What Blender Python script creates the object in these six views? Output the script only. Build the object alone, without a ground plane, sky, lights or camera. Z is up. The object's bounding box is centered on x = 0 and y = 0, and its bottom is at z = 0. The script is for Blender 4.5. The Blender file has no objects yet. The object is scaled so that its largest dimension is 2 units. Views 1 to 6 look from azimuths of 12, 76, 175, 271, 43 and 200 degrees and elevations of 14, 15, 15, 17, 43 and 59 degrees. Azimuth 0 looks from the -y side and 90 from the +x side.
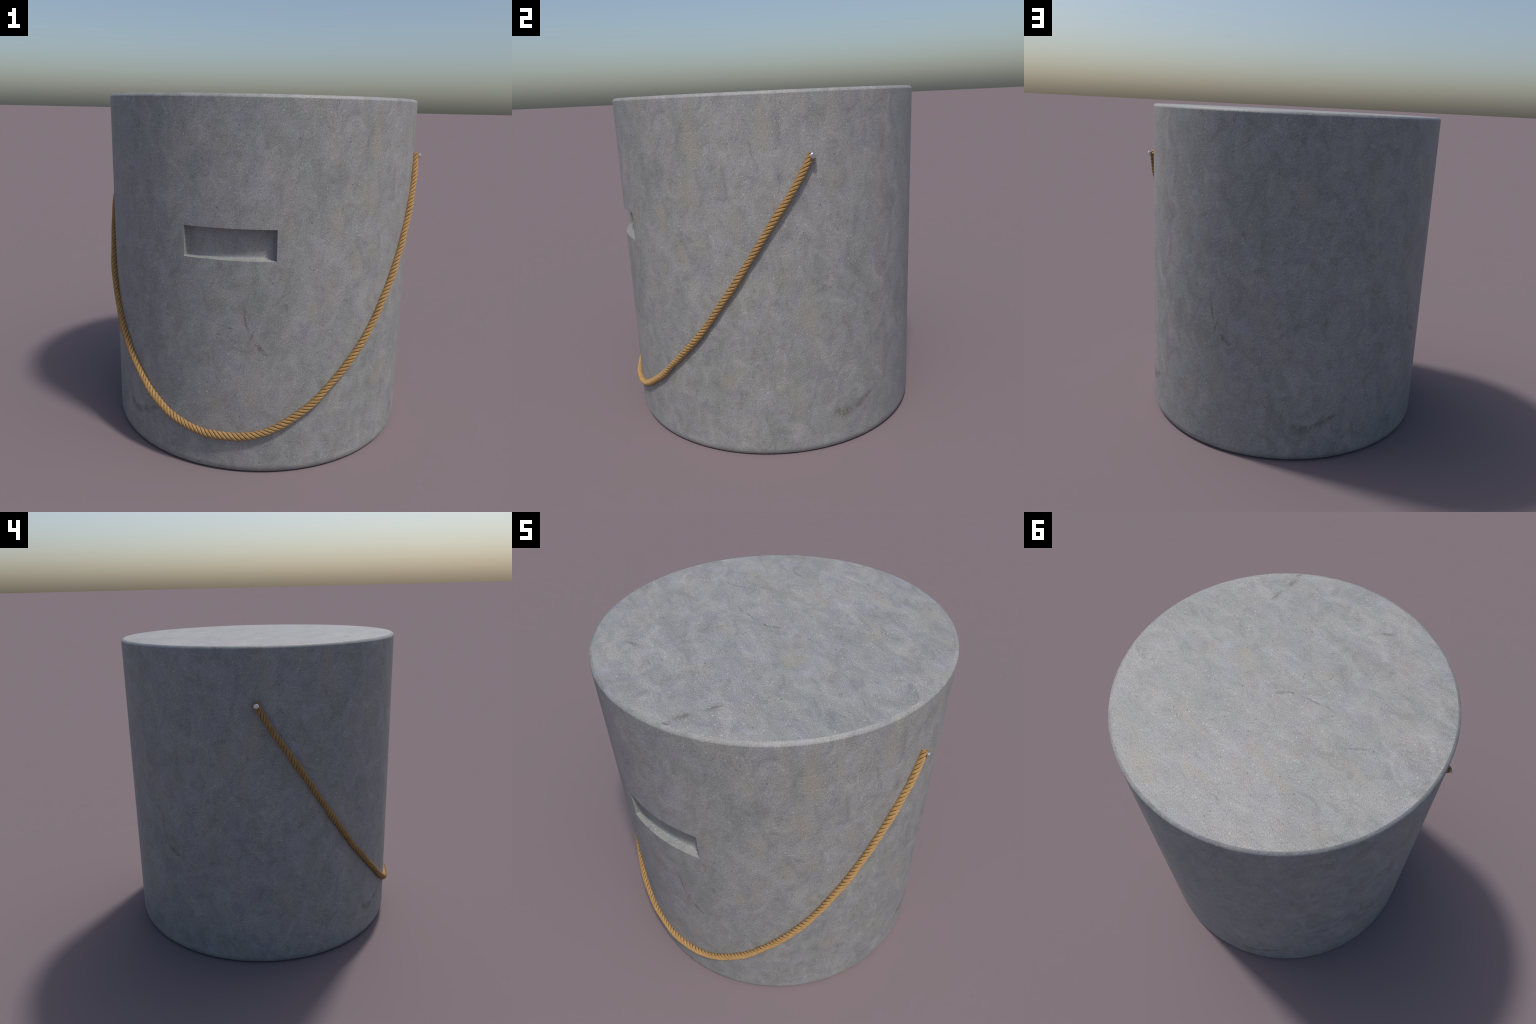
"""Round concrete block with a shallow hand slot, and a laid rope hung on two nails."""
import bpy, math, random
from mathutils import Vector, Matrix

# ------------------------------------------------------------------ sizes (metres)
CENTRE_Y = 0.0148          # the axis of the block
RADIUS = 0.9182
HEIGHT = 2.0
EDGE = 0.018               # rounding of the top rim
FOOT, FOOT_RISE = 0.026, 0.050   # the foot draws in by the first over the height of the second
SLOT_LEFT, SLOT_RIGHT = -0.2085, 0.2710      # x of the slot's end walls
SLOT_LOW, SLOT_HIGH = 1.1960, 1.3575
SLOT_DEPTH = 0.046
ROPE_RADIUS = 0.0192
ROPE_PATH_RADIUS = 0.9312
ROPE_PITCH = 0.104
NAIL_Z = 1.681

scene = bpy.context.scene
coll = scene.collection

# ------------------------------------------------------------------ node helpers
class Net:
    """Small wrapper that makes node graphs readable."""
    def __init__(self, name):
        self.mat = bpy.data.materials.new(name)
        self.mat.use_nodes = True
        self.t = self.mat.node_tree
        self.t.nodes.clear()

    def node(self, kind, ins=None, **props):
        n = self.t.nodes.new(kind)
        for k, v in props.items():
            setattr(n, k, v)
        for k, v in (ins or {}).items():
            self.put(n.inputs[k], v)
        return n

    def put(self, sock, v):
        if isinstance(v, bpy.types.NodeSocket):
            self.t.links.new(v, sock)
        else:
            sock.default_value = v

    def math(self, op, a, b=0.0, c=0.0, clamp=False):
        n = self.node('ShaderNodeMath', operation=op, use_clamp=clamp)
        self.put(n.inputs[0], a); self.put(n.inputs[1], b); self.put(n.inputs[2], c)
        return n.outputs[0]

    def vec(self, op, a, b=(0, 0, 0)):
        n = self.node('ShaderNodeVectorMath', operation=op)
        self.put(n.inputs[0], a); self.put(n.inputs[1], b)
        return n.outputs['Value'] if op == 'LENGTH' else n.outputs[0]

    def xyz(self, x, y, z=0.0):
        return self.node('ShaderNodeCombineXYZ', {0: x, 1: y, 2: z}).outputs[0]

    def noise(self, v, scale, detail=3.0, rough=0.55, out=0, distortion=0.0):
        return self.node('ShaderNodeTexNoise', {'Vector': v, 'Scale': scale, 'Detail': detail,
                         'Roughness': rough, 'Distortion': distortion}).outputs[out]

    def voronoi(self, v, scale, out=0, randomness=1.0):
        return self.node('ShaderNodeTexVoronoi', {'Vector': v, 'Scale': scale,
                         'Randomness': randomness}).outputs[out]

    def ramp(self, v, lo, hi, to_lo=0.0, to_hi=1.0, smooth=True):
        n = self.node('ShaderNodeMapRange', {'Value': v, 'From Min': lo, 'From Max': hi,
                      'To Min': to_lo, 'To Max': to_hi})
        n.interpolation_type = 'SMOOTHSTEP' if smooth else 'LINEAR'
        return n.outputs[0]

    def mix(self, fac, a, b, blend='MIX'):
        n = self.node('ShaderNodeMix', data_type='RGBA', blend_type=blend)
        self.put(n.inputs[0], fac)
        self.put(n.inputs[6], a if isinstance(a, bpy.types.NodeSocket) else (*a, 1))
        self.put(n.inputs[7], b if isinstance(b, bpy.types.NodeSocket) else (*b, 1))
        return n.outputs[2]

    def finish(self, **ins):
        p = self.node('ShaderNodeBsdfPrincipled')
        for k, v in ins.items():
            self.put(p.inputs[k.replace('_', ' ')], v)
        o = self.node('ShaderNodeOutputMaterial')
        self.t.links.new(p.outputs[0], o.inputs[0])
        return self.mat


def blob(n, pos, x, y, half_w, half_h, turn=0.0, soft=0.9):
    """Mask of one soft elliptical patch on the surface (pos is in metres)."""
    d = n.vec('SUBTRACT', pos, (x, y, 0))
    if turn:
        r = n.node('ShaderNodeVectorRotate', {'Vector': d, 'Angle': -math.radians(turn)},
                   rotation_type='Z_AXIS')
        d = r.outputs[0]
    d = n.vec('MULTIPLY', d, (1 / half_w, 1 / half_h, 0))
    return n.ramp(n.vec('LENGTH', d), 1.0, 1.0 - soft)


def union(n, masks):
    m = masks[0]
    for k in masks[1:]:
        m = n.math('MAXIMUM', m, k)
    return m


BASE = (0.262, 0.260, 0.262)

def concrete(name, flat):
    """Cast concrete. flat=True: the top (stains placed in x, y);
    flat=False: the side wall (stains placed in arc length, height, repeating round the wall)."""
    n = Net(name)
    obj = n.node('ShaderNodeTexCoord').outputs['Object']
    sep = n.node('ShaderNodeSeparateXYZ', {0: obj}).outputs
    wob = n.noise(obj, 7.0, 4.0, 0.6, out=1)
    wob = n.vec('MULTIPLY', n.vec('SUBTRACT', wob, (0.5, 0.5, 0.5)), (0.13, 0.13, 0.0))
    fine_wob = n.noise(obj, 45.0, 2.0, 0.6, out=1)
    fine_wob = n.vec('MULTIPLY', n.vec('SUBTRACT', fine_wob, (0.5, 0.5, 0.5)), (0.022, 0.022, 0.0))
    wob = n.vec('ADD', wob, fine_wob)
    if flat:
        surf = n.xyz(sep[0], sep[1])
        lay = n.node('ShaderNodeVectorRotate', {'Vector': obj, 'Angle': -math.radians(60)},
                     rotation_type='Z_AXIS').outputs[0]
        grain_at = n.node('ShaderNodeVectorRotate', {'Vector': surf, 'Angle': -math.radians(20)},
                          rotation_type='Z_AXIS').outputs[0]
        stretched = n.vec('MULTIPLY', lay, (1.0, 0.55, 1.0))
    else:
        turn = n.math('ARCTAN2', sep[0], n.math('MULTIPLY', sep[1], -1.0))
        ang = n.math('DEGREES', turn)
        ang = n.math('WRAP', ang, 168.0, -192.0)
        ang = n.math('WRAP', ang, 124.5, -15.0)          # the stains recur every 139.5 degrees
        arc = n.math('MULTIPLY', ang, RADIUS * math.pi / 180)
        surf = n.xyz(arc, sep[2])
        # on rims and in the slot the surface runs inward: let the grain run with it
        inward = n.math('SUBTRACT', RADIUS, n.vec('LENGTH', n.vec('MULTIPLY', obj, (1, 1, 0))))
        way = n.ramp(sep[2], 0.9, 1.0, -0.9, 0.9)
        grain_at = n.xyz(n.math('ADD', n.math('MULTIPLY', turn, RADIUS), n.math('MULTIPLY', inward, 0.5)),
                         n.math('ADD', sep[2], n.math('MULTIPLY', inward, way)))
        grain_at = n.node('ShaderNodeVectorRotate', {'Vector': grain_at, 'Angle': -math.radians(30)},
                          rotation_type='Z_AXIS').outputs[0]
        stretched = n.vec('MULTIPLY', obj, (1.0, 1.0, 0.50))
    at = n.vec('ADD', surf, wob)
    DEG = RADIUS * math.pi / 180

    # --- broad mottling: cool, greenish and warm patches, drawn out along the casting
    broad = n.noise(stretched, 4.2, 3.0, 0.55)
    broad2 = n.noise(n.vec('ADD', stretched, (7.3, 2.1, 4.4)), 6.0, 3.0, 0.55)
    cool = n.noise(n.vec('ADD', obj, (1.7, 5.2, 8.8)), 8.5, 4.0, 0.62)
    cloud = n.noise(n.vec('ADD', n.vec('MULTIPLY', stretched, (1, 1, 1.5)), (3.1, 9.2, 1.4)), 11.0, 7.0, 0.72, distortion=0.9)
    col = n.mix(n.ramp(broad, 0.36, 0.64), (0.252, 0.260, 0.252), (0.280, 0.277, 0.270))
    col = n.mix(n.ramp(broad2, 0.50, 0.68, 0.0, 0.5), col, (0.280, 0.266, 0.244))
    col = n.mix(n.ramp(cool, 0.50, 0.68, 0.0, 0.70), col, (0.264, 0.262, 0.290))
    tone = n.ramp(cloud, 0.30, 0.70, 0.72, 1.17, smooth=False)
    col = n.mix(1.0, col, n.xyz(tone, tone, tone), 'MULTIPLY')

    # --- warm buff streaks
    if flat:
        buff = [(0.22, -0.09, .035, .17, 60), (-0.12, 0.52, .04, .18, 60), (-0.50, 0.40, .032, .15, 60),
                (0.385, 0.34, .04, .18, 57), (0.52, 0.66, .09, .16, 55), (-0.41, 0.73, .06, .09, 60),
                (0.24, 0.62, .05, .14, 60), (-0.16, -0.15, .06, .12, 60), (.28, -.18, .06, .09, 60),
                (.45, .25, .05, .08, 60), (.03, .43, .05, .09, 60)]
        buff = [(x, y - CENTRE_Y, w, h, t) for x, y, w, h, t in buff]
    else:
        buff = [(52, 1.80, .045, .26, 0), (49, 1.50, .05, .16, 0), (75.5, 1.86, .035, .16, 0), (88, .86, .05, .24, 0),
                (35.5, 1.02, .028, .13, 0), (20.7, 1.36, .022, .12, 0), (66, 1.33, .03, .13, 0),
                (10, .44, .03, .14, 0), (29.5, .93, .035, .12, 0), (81, 1.05, .035, .12, 0),
                (37, 1.35, .035, .12, 0), (98, 1.55, .05, .16, 0), (60, .45, .06, .1, 0),
                (-2, .40, .05, .10, 0), (45, 1.18, .03, .12, 0)]
        buff = [(a * DEG, z, w * 1.5, h * 1.15, t) for a, z, w, h, t in buff]
    mask = union(n, [blob(n, at, *b) for b in buff])
    mask = n.math('MULTIPLY', mask, n.ramp(n.noise(stretched, 14.0, 4.0, 0.6), 0.3, 0.65, 0.35, 1.0))
    col = n.mix(n.math('MULTIPLY', mask, 0.85), col, (0.282, 0.262, 0.222))

    # --- dark scuffs: a curved crack-like mark and a dirty patch, with small satellites
    if flat:
        scuff = [(0.005, .022, .060, .016, 28), (-.04, .004, .03, .012, 0), (-.16, .03, .095, .008, -12), (-.26, .05, .04, .007, -20),
                 (-.455, .245, .095, .010, 20), (-.21, -.15, .035, .006, 67), (-.07, -.115, .03, .005, 75),
                 (.205, -.78, .025, .075, -25), (.18, -.87, .022, .05, -25), (.26, -.65, .018, .07, -25), (-.43, -.545, .07, .016, 16),
                 (.34, -.47, .13, .030, -10), (-.40, -.54, .14, .025, -16), (-.57, -.44, .07, .03, 30), (-.28, -.37, .09, .02, -15),
                 (.47, -.23, .05, .012, -15), (.10, -.32, .06, .018, -15), (.02, -.43, .07, .018, -20), (.15, .08, .06, .012, -15),
                 (.24, .12, .04, .012, -15), (.25, -.36, .05, .014, -15), (-.15, .25, .07, .02, -20), (.15, .70, .06, .014, -15),
                 (-.27, .30, .05, .02, 60), (.55, -.10, .05, .015, -20), (-.05, -.62, .05, .02, -30)]
        scuff = [(x, y - CENTRE_Y, w, h, t) for x, y, w, h, t in scuff]
    else:
        scuff = [(7.9, .88, .010, .10, 6), (9.5, .79, .014, .06, -14), (12.8, .725, .050, .020, -35),
                 (14.5, .70, .028, .014, -10), (3.0, .83, .022, .006, 0), (-1.2, .80, .02, .006, -15),
                 (102.0, .205, .085, .045, 5), (107.5, .235, .07, .034, 20), (98.5, .225, .04, .03, -30),
                 (112.0, .27, .06, .018, 30), (106, 1.04, .055, .012, -20), (109.5, .97, .012, .05, 15),
                 (95, 1.05, .03, .014, 30), (92, .96, .04, .02, 20), (70, .98, .03, .02, 0),
                 (58, 1.63, .05, .035, 0), (62, 1.48, .05, .03, -30), (80, 1.58, .05, .03, 10),
                 (96, .70, .035, .035, 20), (55, .78, .03, .02, -20), (42, 1.55, .02, .03, 0),
                 (30, 1.70, .03, .04, 0), (25, .30, .03, .02, 0), (64, .40, .04, .03, 20), (118, .66, .03, .03, 0)]
        scuff = [(a * DEG, z, w * 1.1, h * 1.2, t) for a, z, w, h, t in scuff]
    fine_at = n.vec('ADD', surf, n.vec('MULTIPLY', wob, (0.42, 0.42, 0)))
    strong, faint = (scuff[:11], scuff[11:]) if flat else (scuff[:10], scuff[10:])
    grit = n.noise(obj, 70.0, 3.0, 0.7)
    dark = n.math('MULTIPLY', union(n, [blob(n, fine_at, *s) for s in strong]), n.ramp(grit, 0.3, 0.6, 0.25, 1.0))
    pale = n.math('MULTIPLY', union(n, [blob(n, at, *s) for s in faint]), n.ramp(grit, 0.3, 0.6, 0.2, 1.0))
    col = n.mix(n.math('MULTIPLY', dark, 0.78), col, (0.120, 0.110, 0.096))
    col = n.mix(n.math('MULTIPLY', pale, 0.40), col, (0.15, 0.148, 0.150))

    # --- small dark smudges, thicker in some places than in others
    smudge = n.noise(n.vec('MULTIPLY', stretched, (1, 1, 1.7)), 20.0, 5.0, 0.72, distortion=0.8)
    where = n.ramp(broad2, 0.62, 0.40, 0.35, 1.0)
    col = n.mix(n.math('MULTIPLY', n.ramp(smudge, 0.56, 0.72, 0.0, 0.75), where), col, (0.160, 0.160, 0.163))

    # --- grain: short slanting strokes of light and dark sand
    g = n.noise(n.vec('MULTIPLY', grain_at, (1.0, 0.45, 1.0)), 235.0, 3.0, 0.72)
    gt = n.ramp(g, 0.34, 0.66, 0.72, 1.29, smooth=False)
    col = n.mix(1.0, col, n.xyz(gt, gt, gt), 'MULTIPLY')
    # flecks, pits and a few rusty grains, gathered in gritty places
    gritty = n.ramp(n.noise(n.vec('ADD', obj, (4.0, 1.0, 2.0)), 3.6, 3.0), 0.42, 0.62, 0.0, 0.10)
    pits = []
    for size, white, black, shift in ((48.0, 0.92, 0.955, 0.0), (105.0, 0.82, 0.93, 5.0)):
        place = n.vec('ADD', n.vec('MULTIPLY', grain_at, (1.15, 0.85, 1)), (shift, shift * 0.7, 0))
        place = n.vec('ADD', place, n.vec('MULTIPLY', fine_wob, (0.3, 0.3, 0)))
        cell = n.node('ShaderNodeTexVoronoi', {'Vector': place, 'Scale': size}, voronoi_dimensions='2D')
        lot = n.node('ShaderNodeSeparateColor', {0: cell.outputs[1]}).outputs
        dist = n.math('ADD', cell.outputs[0], n.math('MULTIPLY', lot[2], 0.13))
        pick = n.math('ADD', lot[0], gritty)
        fleck = n.math('MULTIPLY', n.ramp(dist, 0.30, 0.14), n.ramp(pick, white, white + 0.12))
        col = n.mix(n.math('MULTIPLY', fleck, 0.65), col, (0.46, 0.46, 0.45))
        pit = n.math('MULTIPLY', n.ramp(dist, 0.32, 0.12), n.ramp(lot[1], black, black + 0.05))
        col = n.mix(n.math('MULTIPLY', pit, 0.72), col, (0.105, 0.102, 0.102))
        rust = n.math('MULTIPLY', n.ramp(dist, 0.42, 0.2), n.ramp(n.math('ADD', lot[2], gritty), 1.015, 1.03))
        col = n.mix(n.math('MULTIPLY', rust, 0.55), col, (0.26, 0.170, 0.150))
        pits.append(pit)
    pit = union(n, pits)

    # --- relief of the grain
    h = n.math('ADD', n.math('MULTIPLY', g, 0.55), n.math('MULTIPLY', pit, -0.9))
    h = n.math('ADD', h, n.math('MULTIPLY', cloud, 0.5))
    h = n.math('ADD', h, n.math('MULTIPLY', dark, -0.7))
    bump = n.node('ShaderNodeBump', {'Height': h, 'Strength': 0.35, 'Distance': 0.004}).outputs[0]
    rough = n.ramp(cloud, 0.3, 0.7, 0.50, 0.62)
    return n.finish(Base_Color=col, Roughness=rough, Normal=bump, Specular_IOR_Level=0.5)


def rope_fibre():
    n = Net('hemp_fibre')
    obj = n.node('ShaderNodeTexCoord').outputs['Object']
    a = n.noise(obj, 60.0, 3.0, 0.6)
    b = n.noise(obj, 420.0, 2.0, 0.6)
    col = n.mix(n.ramp(a, 0.3, 0.7), (0.340, 0.205, 0.082), (0.425, 0.266, 0.111))
    t = n.ramp(b, 0.3, 0.7, 0.82, 1.14)
    col = n.mix(1.0, col, n.xyz(t, t, t), 'MULTIPLY')
    bump = n.node('ShaderNodeBump', {'Height': b, 'Strength': 0.3, 'Distance': 0.001}).outputs[0]
    return n.finish(Base_Color=col, Roughness=0.8, Normal=bump, Specular_IOR_Level=0.25)


def steel():
    n = Net('bright_steel')
    obj = n.node('ShaderNodeTexCoord').outputs['Object']
    r = n.ramp(n.noise(obj, 90.0, 2.0), 0.3, 0.7, 0.14, 0.24)
    return n.finish(Base_Color=(0.80, 0.80, 0.82, 1), Metallic=1.0, Roughness=r)


MAT_WALL = concrete('concrete_wall', False)
MAT_TOP = concrete('concrete_top', True)
MAT_ROPE = rope_fibre()
MAT_STEEL = steel()

# ------------------------------------------------------------------ object helpers
def add(name, verts, faces, mat, parent, normals=None):
    me = bpy.data.meshes.new(name)
    me.from_pydata(verts, [], faces)
    me.validate(clean_customdata=False)
    me.shade_smooth()
    me.materials.append(mat)
    if normals:
        me.normals_split_custom_set_from_vertices(normals)
    ob = bpy.data.objects.new(name, me)
    coll.objects.link(ob)
    ob.parent = parent
    return ob

root = bpy.data.objects.new('concrete_block', None)
root.location = (0, CENTRE_Y, 0)
root['label'] = 'round grey concrete block with hand slot and hanging rope'
root['category'] = 'concrete block'
coll.objects.link(root)

# ------------------------------------------------------------------ concrete drum
def around(r, a, z):
    return (r * math.sin(a), -r * math.cos(a), z)

slot_a0, slot_a1 = math.asin(SLOT_LEFT / RADIUS), math.asin(SLOT_RIGHT / RADIUS)

def graded(lo, hi, step, fine_lo, fine_hi):
    """Sorted parameters from lo to hi, finer near both ends."""
    inner = [lo + d for d in fine_lo] + [hi - d for d in fine_hi]
    a, b = max(lo + d for d in fine_lo), min(hi - d for d in fine_hi)
    k = max(1, round((b - a) / step))
    return [lo] + sorted(inner + [a + (b - a) * i / k for i in range(1, k)]) + [hi]

# distances from the slot's rim at which its walls are sampled
NEAR = [0.0003, 0.0006, 0.0012, 0.0018, 0.0026, 0.0036, 0.005, 0.0065]
side_steps = [d / RADIUS for d in NEAR]
slot_cols = graded(slot_a0, slot_a1, math.radians(0.8), side_steps, side_steps)
slot_rows = graded(SLOT_LOW, SLOT_HIGH, 0.012, [d * 4.0 for d in NEAR], NEAR)

def wall_fall(d, steep):
    """0 at the rim, 1 on the slot's back: a sharp rim, a steep wall, a rounded foot."""
    d = d / steep
    if d <= 0: return 0.0
    if d < 0.0012: return 0.88 * d / 0.0012
    k = min(1.0, (d - 0.0012) / 0.0048)
    return 0.88 + 0.12 * (1 - (1 - k) ** 2.5)

def slot_radius(a, z):
    f = min(wall_fall((a - slot_a0) * RADIUS, 1.0), wall_fall((slot_a1 - a) * RADIUS, 1.0),
            wall_fall(z - SLOT_LOW, 4.0), wall_fall(SLOT_HIGH - z, 1.0))
    return RADIUS - SLOT_DEPTH * f

# side wall: columns of the whole circle, including those of the slot
outer_step = math.radians(1.0)
rest = slot_a0 + 2 * math.pi - slot_a1
k = round(rest / outer_step)
cols = slot_cols + [slot_a1 + rest * i / k for i in range(1, k)]
N = len(cols)
arc = [0, 0.22, 0.5, 0.78, 1]
LEAN = [math.radians(d) for d in (66, 56, 44, 30, 0)]
FOOT_ARC = [math.pi / 2 * i / 10 for i in range(11)]
low = [(RADIUS - FOOT * (1 - math.sin(t)), FOOT_RISE * (1 - math.cos(t))) for t in FOOT_ARC]
high = [(RADIUS - EDGE * (1 - math.sin(t * math.pi / 2)), HEIGHT - EDGE * (1 - math.cos(t * math.pi / 2)))
        for t in reversed(arc)]
plain = [(RADIUS, FOOT_RISE + (SLOT_LOW - FOOT_RISE) * i / 20) for i in range(1, 20)]
plain += [(RADIUS, z) for z in slot_rows]
plain += [(RADIUS, SLOT_HIGH + (HEIGHT - EDGE - SLOT_HIGH) * i / 10) for i in range(1, 10)]
profile = low + plain + high

def tilt(i):
    """Vertical lean of the surface normal along the profile."""
    if i < len(low):
        return -math.atan2(math.cos(FOOT_ARC[i]) / FOOT_RISE, math.sin(FOOT_ARC[i]) / FOOT)
    j = len(profile) - 1 - i
    if j < 5: return LEAN[j]
    return 0.0

verts, normals = [], []
for i, (r, z) in enumerate(profile):
    e = tilt(i)
    for a in cols:
        verts.append(around(r, a, z))
        normals.append((math.cos(e) * math.sin(a), -math.cos(e) * math.cos(a), math.sin(e)))
faces = []
slot_lo = len(low) + 19
slot_hi = slot_lo + len(slot_rows) - 1
for i in range(len(profile) - 1):
    for j in range(N):
        if slot_lo <= i < slot_hi and j < len(slot_cols) - 1:
            continue                                  # the opening of the slot
        j2 = (j + 1) % N
        faces.append((i * N + j, i * N + j2, (i + 1) * N + j2, (i + 1) * N + j))
add('side_wall', verts, faces, MAT_WALL, root, normals)

# slot: its walls and back in one piece, border on the rim of the opening
verts = [around(slot_radius(a, z), a, z) for z in slot_rows for a in slot_cols]
M = len(slot_cols)
faces = [(i * M + j, i * M + j + 1, (i + 1) * M + j + 1, (i + 1) * M + j)
         for i in range(len(slot_rows) - 1) for j in range(M - 1)]
add('hand_slot', verts, faces, MAT_WALL, root)

# top and bottom: discs of concentric rings
def disc(name, z, edge, up, mat):
    rings = 8
    v, f = [(0, 0, z)], []
    for q in range(1, rings + 1):
        v += [around((RADIUS - edge) * q / rings, a, z) for a in cols]
    for j in range(N):
        j2 = (j + 1) % N
        f.append((0, 1 + j, 1 + j2) if up else (0, 1 + j2, 1 + j))
        for q in range(rings - 1):
            a, b, c, d = 1 + q * N + j, 1 + (q + 1) * N + j, 1 + (q + 1) * N + j2, 1 + q * N + j2
            f.append((a, b, c, d) if up else (d, c, b, a))
    add(name, v, f, mat, root, [(0, 0, 1 if up else -1)] * len(v))

disc('top_face', HEIGHT, EDGE, True, MAT_TOP)
disc('bottom_face', 0.0, FOOT, False, MAT_TOP)

# ------------------------------------------------------------------ rope
# half of the hanging curve: angle from the front (degrees) and height
HANG = [(0, .2205), (5, .222), (10, .236), (14, .254), (19, .286), (24, .334), (30, .402), (35.5, .482),
        (41, .565), (45.5, .642), (49.5, .709), (54, .800), (60, .935), (65.4, 1.060), (70.5, 1.187),
        (75.5, 1.312), (80, 1.418), (85.5, 1.552), (90.4, 1.692)]
def sag(a):
    """The left half hangs a few millimetres lower."""
    return 0.006 * math.exp(-((a - 32) / 22) ** 2)
hang = [(-a, z - sag(a)) for a, z in reversed(HANG[1:])] + HANG
hang[0], hang[-1] = (-90.4, HANG[-1][1]), (90.4, HANG[-1][1])

def catmull(p, t):
    i = min(int(t), len(p) - 2)
    u = t - i
    q = [p[max(0, min(len(p) - 1, i + k))] for k in (-1, 0, 1, 2)]
    return tuple(0.5 * (2 * q[1][c] + (q[2][c] - q[0][c]) * u + (2 * q[0][c] - 5 * q[1][c] + 4 * q[2][c] - q[3][c]) * u * u
                 + (3 * q[1][c] - q[0][c] - 3 * q[2][c] + q[3][c]) * u ** 3) for c in (0, 1))

def on_drum(a_deg, z):
    r = ROPE_PATH_RADIUS - 0.003 * math.exp(-(a_deg / 25) ** 2)
    return Vector(around(r, math.radians(a_deg), z))

rng = random.Random(5)
dense = [on_drum(*catmull(hang, (len(hang) - 1) * i / 2000)) for i in range(2001)]
run = [0.0]
for p, q in zip(dense, dense[1:]):
    run.append(run[-1] + (q - p).length)
LENGTH = run[-1]

def at_length(s):
    lo, hi = 0, len(run) - 1
    while hi - lo > 1:
        m = (lo + hi) // 2
        lo, hi = (m, hi) if run[m] <= s else (lo, m)
    return dense[lo].lerp(dense[hi], (s - run[lo]) / (run[hi] - run[lo]))

# the rope lies in short, nearly straight pieces with soft kinks between
PIECES = 52
knots = []
for i in range(PIECES + 1):
    p = at_length(LENGTH * i / PIECES)
    out = Vector((p.x, p.y, 0)).normalized()
    amp = 0 if i in (0, PIECES) else 1
    knots.append(p + amp * (out * rng.uniform(-.0012, .0018) + Vector((0, 0, rng.uniform(-.0022, .0022)))))

def rope_centre(s):
    f = s / LENGTH * PIECES
    i = max(0, min(PIECES - 1, int(f)))
    u = f - i
    straight = knots[i].lerp(knots[i + 1], u)
    # soft corner: blend with the neighbouring chord
    k0, k3 = knots[max(0, i - 1)], knots[min(PIECES, i + 2)]
    curve = 0.5 * (2 * knots[i] + (knots[i + 1] - k0) * u + (2 * k0 - 5 * knots[i] + 4 * knots[i + 1] - k3) * u * u
                   + (3 * knots[i] - k0 - 3 * knots[i + 1] + k3) * u ** 3)
    return straight.lerp(curve, 0.65)

STEPS = 1500
centre = [rope_centre(LENGTH * i / STEPS) for i in range(STEPS + 1)]
frames = []
for i, c in enumerate(centre):
    t = (centre[min(STEPS, i + 3)] - centre[max(0, i - 3)]).normalized()
    nrm = Vector((c.x, c.y, 0)).normalized()
    nrm = (nrm - t * nrm.dot(t)).normalized()
    frames.append((c, nrm, t.cross(nrm)))

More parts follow.
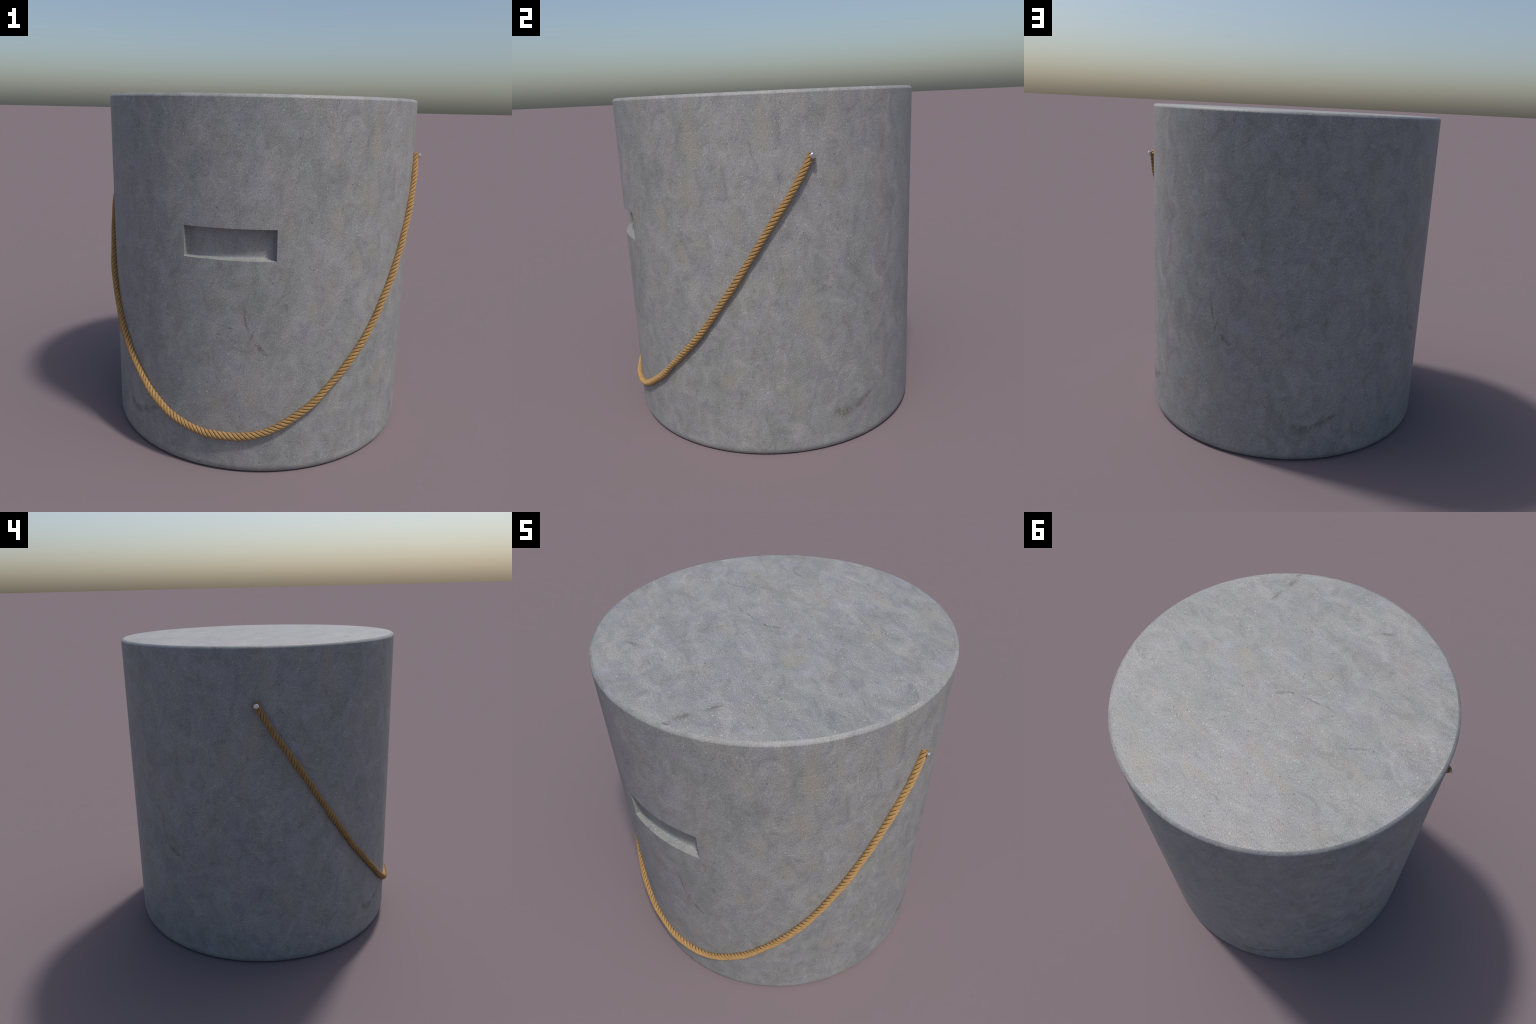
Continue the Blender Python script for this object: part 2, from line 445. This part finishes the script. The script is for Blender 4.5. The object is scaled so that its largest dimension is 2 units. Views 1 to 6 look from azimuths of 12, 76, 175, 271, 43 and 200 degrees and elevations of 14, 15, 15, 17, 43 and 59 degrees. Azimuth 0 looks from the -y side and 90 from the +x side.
rope = bpy.data.objects.new('rope', None)
coll.objects.link(rope)
rope.parent = root
STRANDS, ACROSS, YARNS = 4, 44, 44
half = math.pi / STRANDS
swell = [1 + 0.05 * math.sin(i * 0.041 + 2) + 0.035 * math.sin(i * 0.087 + 1) for i in range(STEPS + 1)]
for s in range(STRANDS):
    verts, faces = [], []
    W = ACROSS + 4
    for i, (c, nrm, bi) in enumerate(frames):
        turn = 2 * math.pi * (i / STEPS * LENGTH / ROPE_PITCH + s / STRANDS)
        for j in range(W):
            if j <= ACROSS:                           # crowned outer side
                phi = (j / ACROSS * 2 - 1)
                r = ROPE_RADIUS * swell[i] * (1 - 0.06 * phi ** 2 - 0.46 * abs(phi) ** 7)
                r += 0.00050 * math.cos(YARNS * (phi * half + turn) - 2.2 * turn) * (1 - abs(phi) ** 4)
                th = phi * half * 0.96 + turn
            else:                                     # two flanks meeting in the heart of the rope
                q = j - ACROSS
                r = ROPE_RADIUS * (0.42, 0.12, 0.42)[q - 1]
                th = turn + half * (0.95, 0.0, -0.95)[q - 1]
            wide = 1 + 0.16 * math.exp(-(c.x / 0.35) ** 2)      # pressed flatter at the bottom of the loop
            verts.append(c + nrm * (r * math.cos(th)) + bi * (r * wide * math.sin(th)))
    for i in range(STEPS):
        for j in range(W):
            j2 = (j + 1) % W
            faces.append((i * W + j, i * W + j2, (i + 1) * W + j2, (i + 1) * W + j))
    faces.append(tuple(range(W - 1, -1, -1)))
    faces.append(tuple(STEPS * W + j for j in range(W)))
    add('strand', verts, faces, MAT_ROPE, rope)

# ------------------------------------------------------------------ nails
def turned(name, profile, parent, seg=40):
    """Solid of revolution about +x from (x, radius) pairs."""
    v, f = [], []
    for x, r in profile:
        v += [(x, r * math.cos(2 * math.pi * k / seg), r * math.sin(2 * math.pi * k / seg)) for k in range(seg)]
    for i in range(len(profile) - 1):
        for k in range(seg):
            k2 = (k + 1) % seg
            f.append((i * seg + k, (i + 1) * seg + k, (i + 1) * seg + k2, i * seg + k2))
    f.append(tuple(range(seg)))
    f.append(tuple(reversed([(len(profile) - 1) * seg + k for k in range(seg)])))
    ob = add(name, v, [tuple(reversed(q)) for q in f], MAT_STEEL, parent)
    ob.data.set_sharp_from_angle(angle=math.radians(35))
    return ob

HEAD = [(.9530, .0060), (.9533, .0140), (.9542, .0150), (.9575, .0150), (.9605, .0122), (.9625, .0100)]
SHANK = [(.895, .0050), (.9530, .0050)]
for side, z in ((1, NAIL_Z + .002), (-1, NAIL_Z - .003)):
    nail = bpy.data.objects.new('nail', None)
    coll.objects.link(nail)
    nail.parent = root
    nail.location = (0, 0, z)
    nail.rotation_euler = (0, 0, 0 if side > 0 else math.pi)
    turned('nail_head', HEAD, nail)
    turned('nail_shank', SHANK, nail)
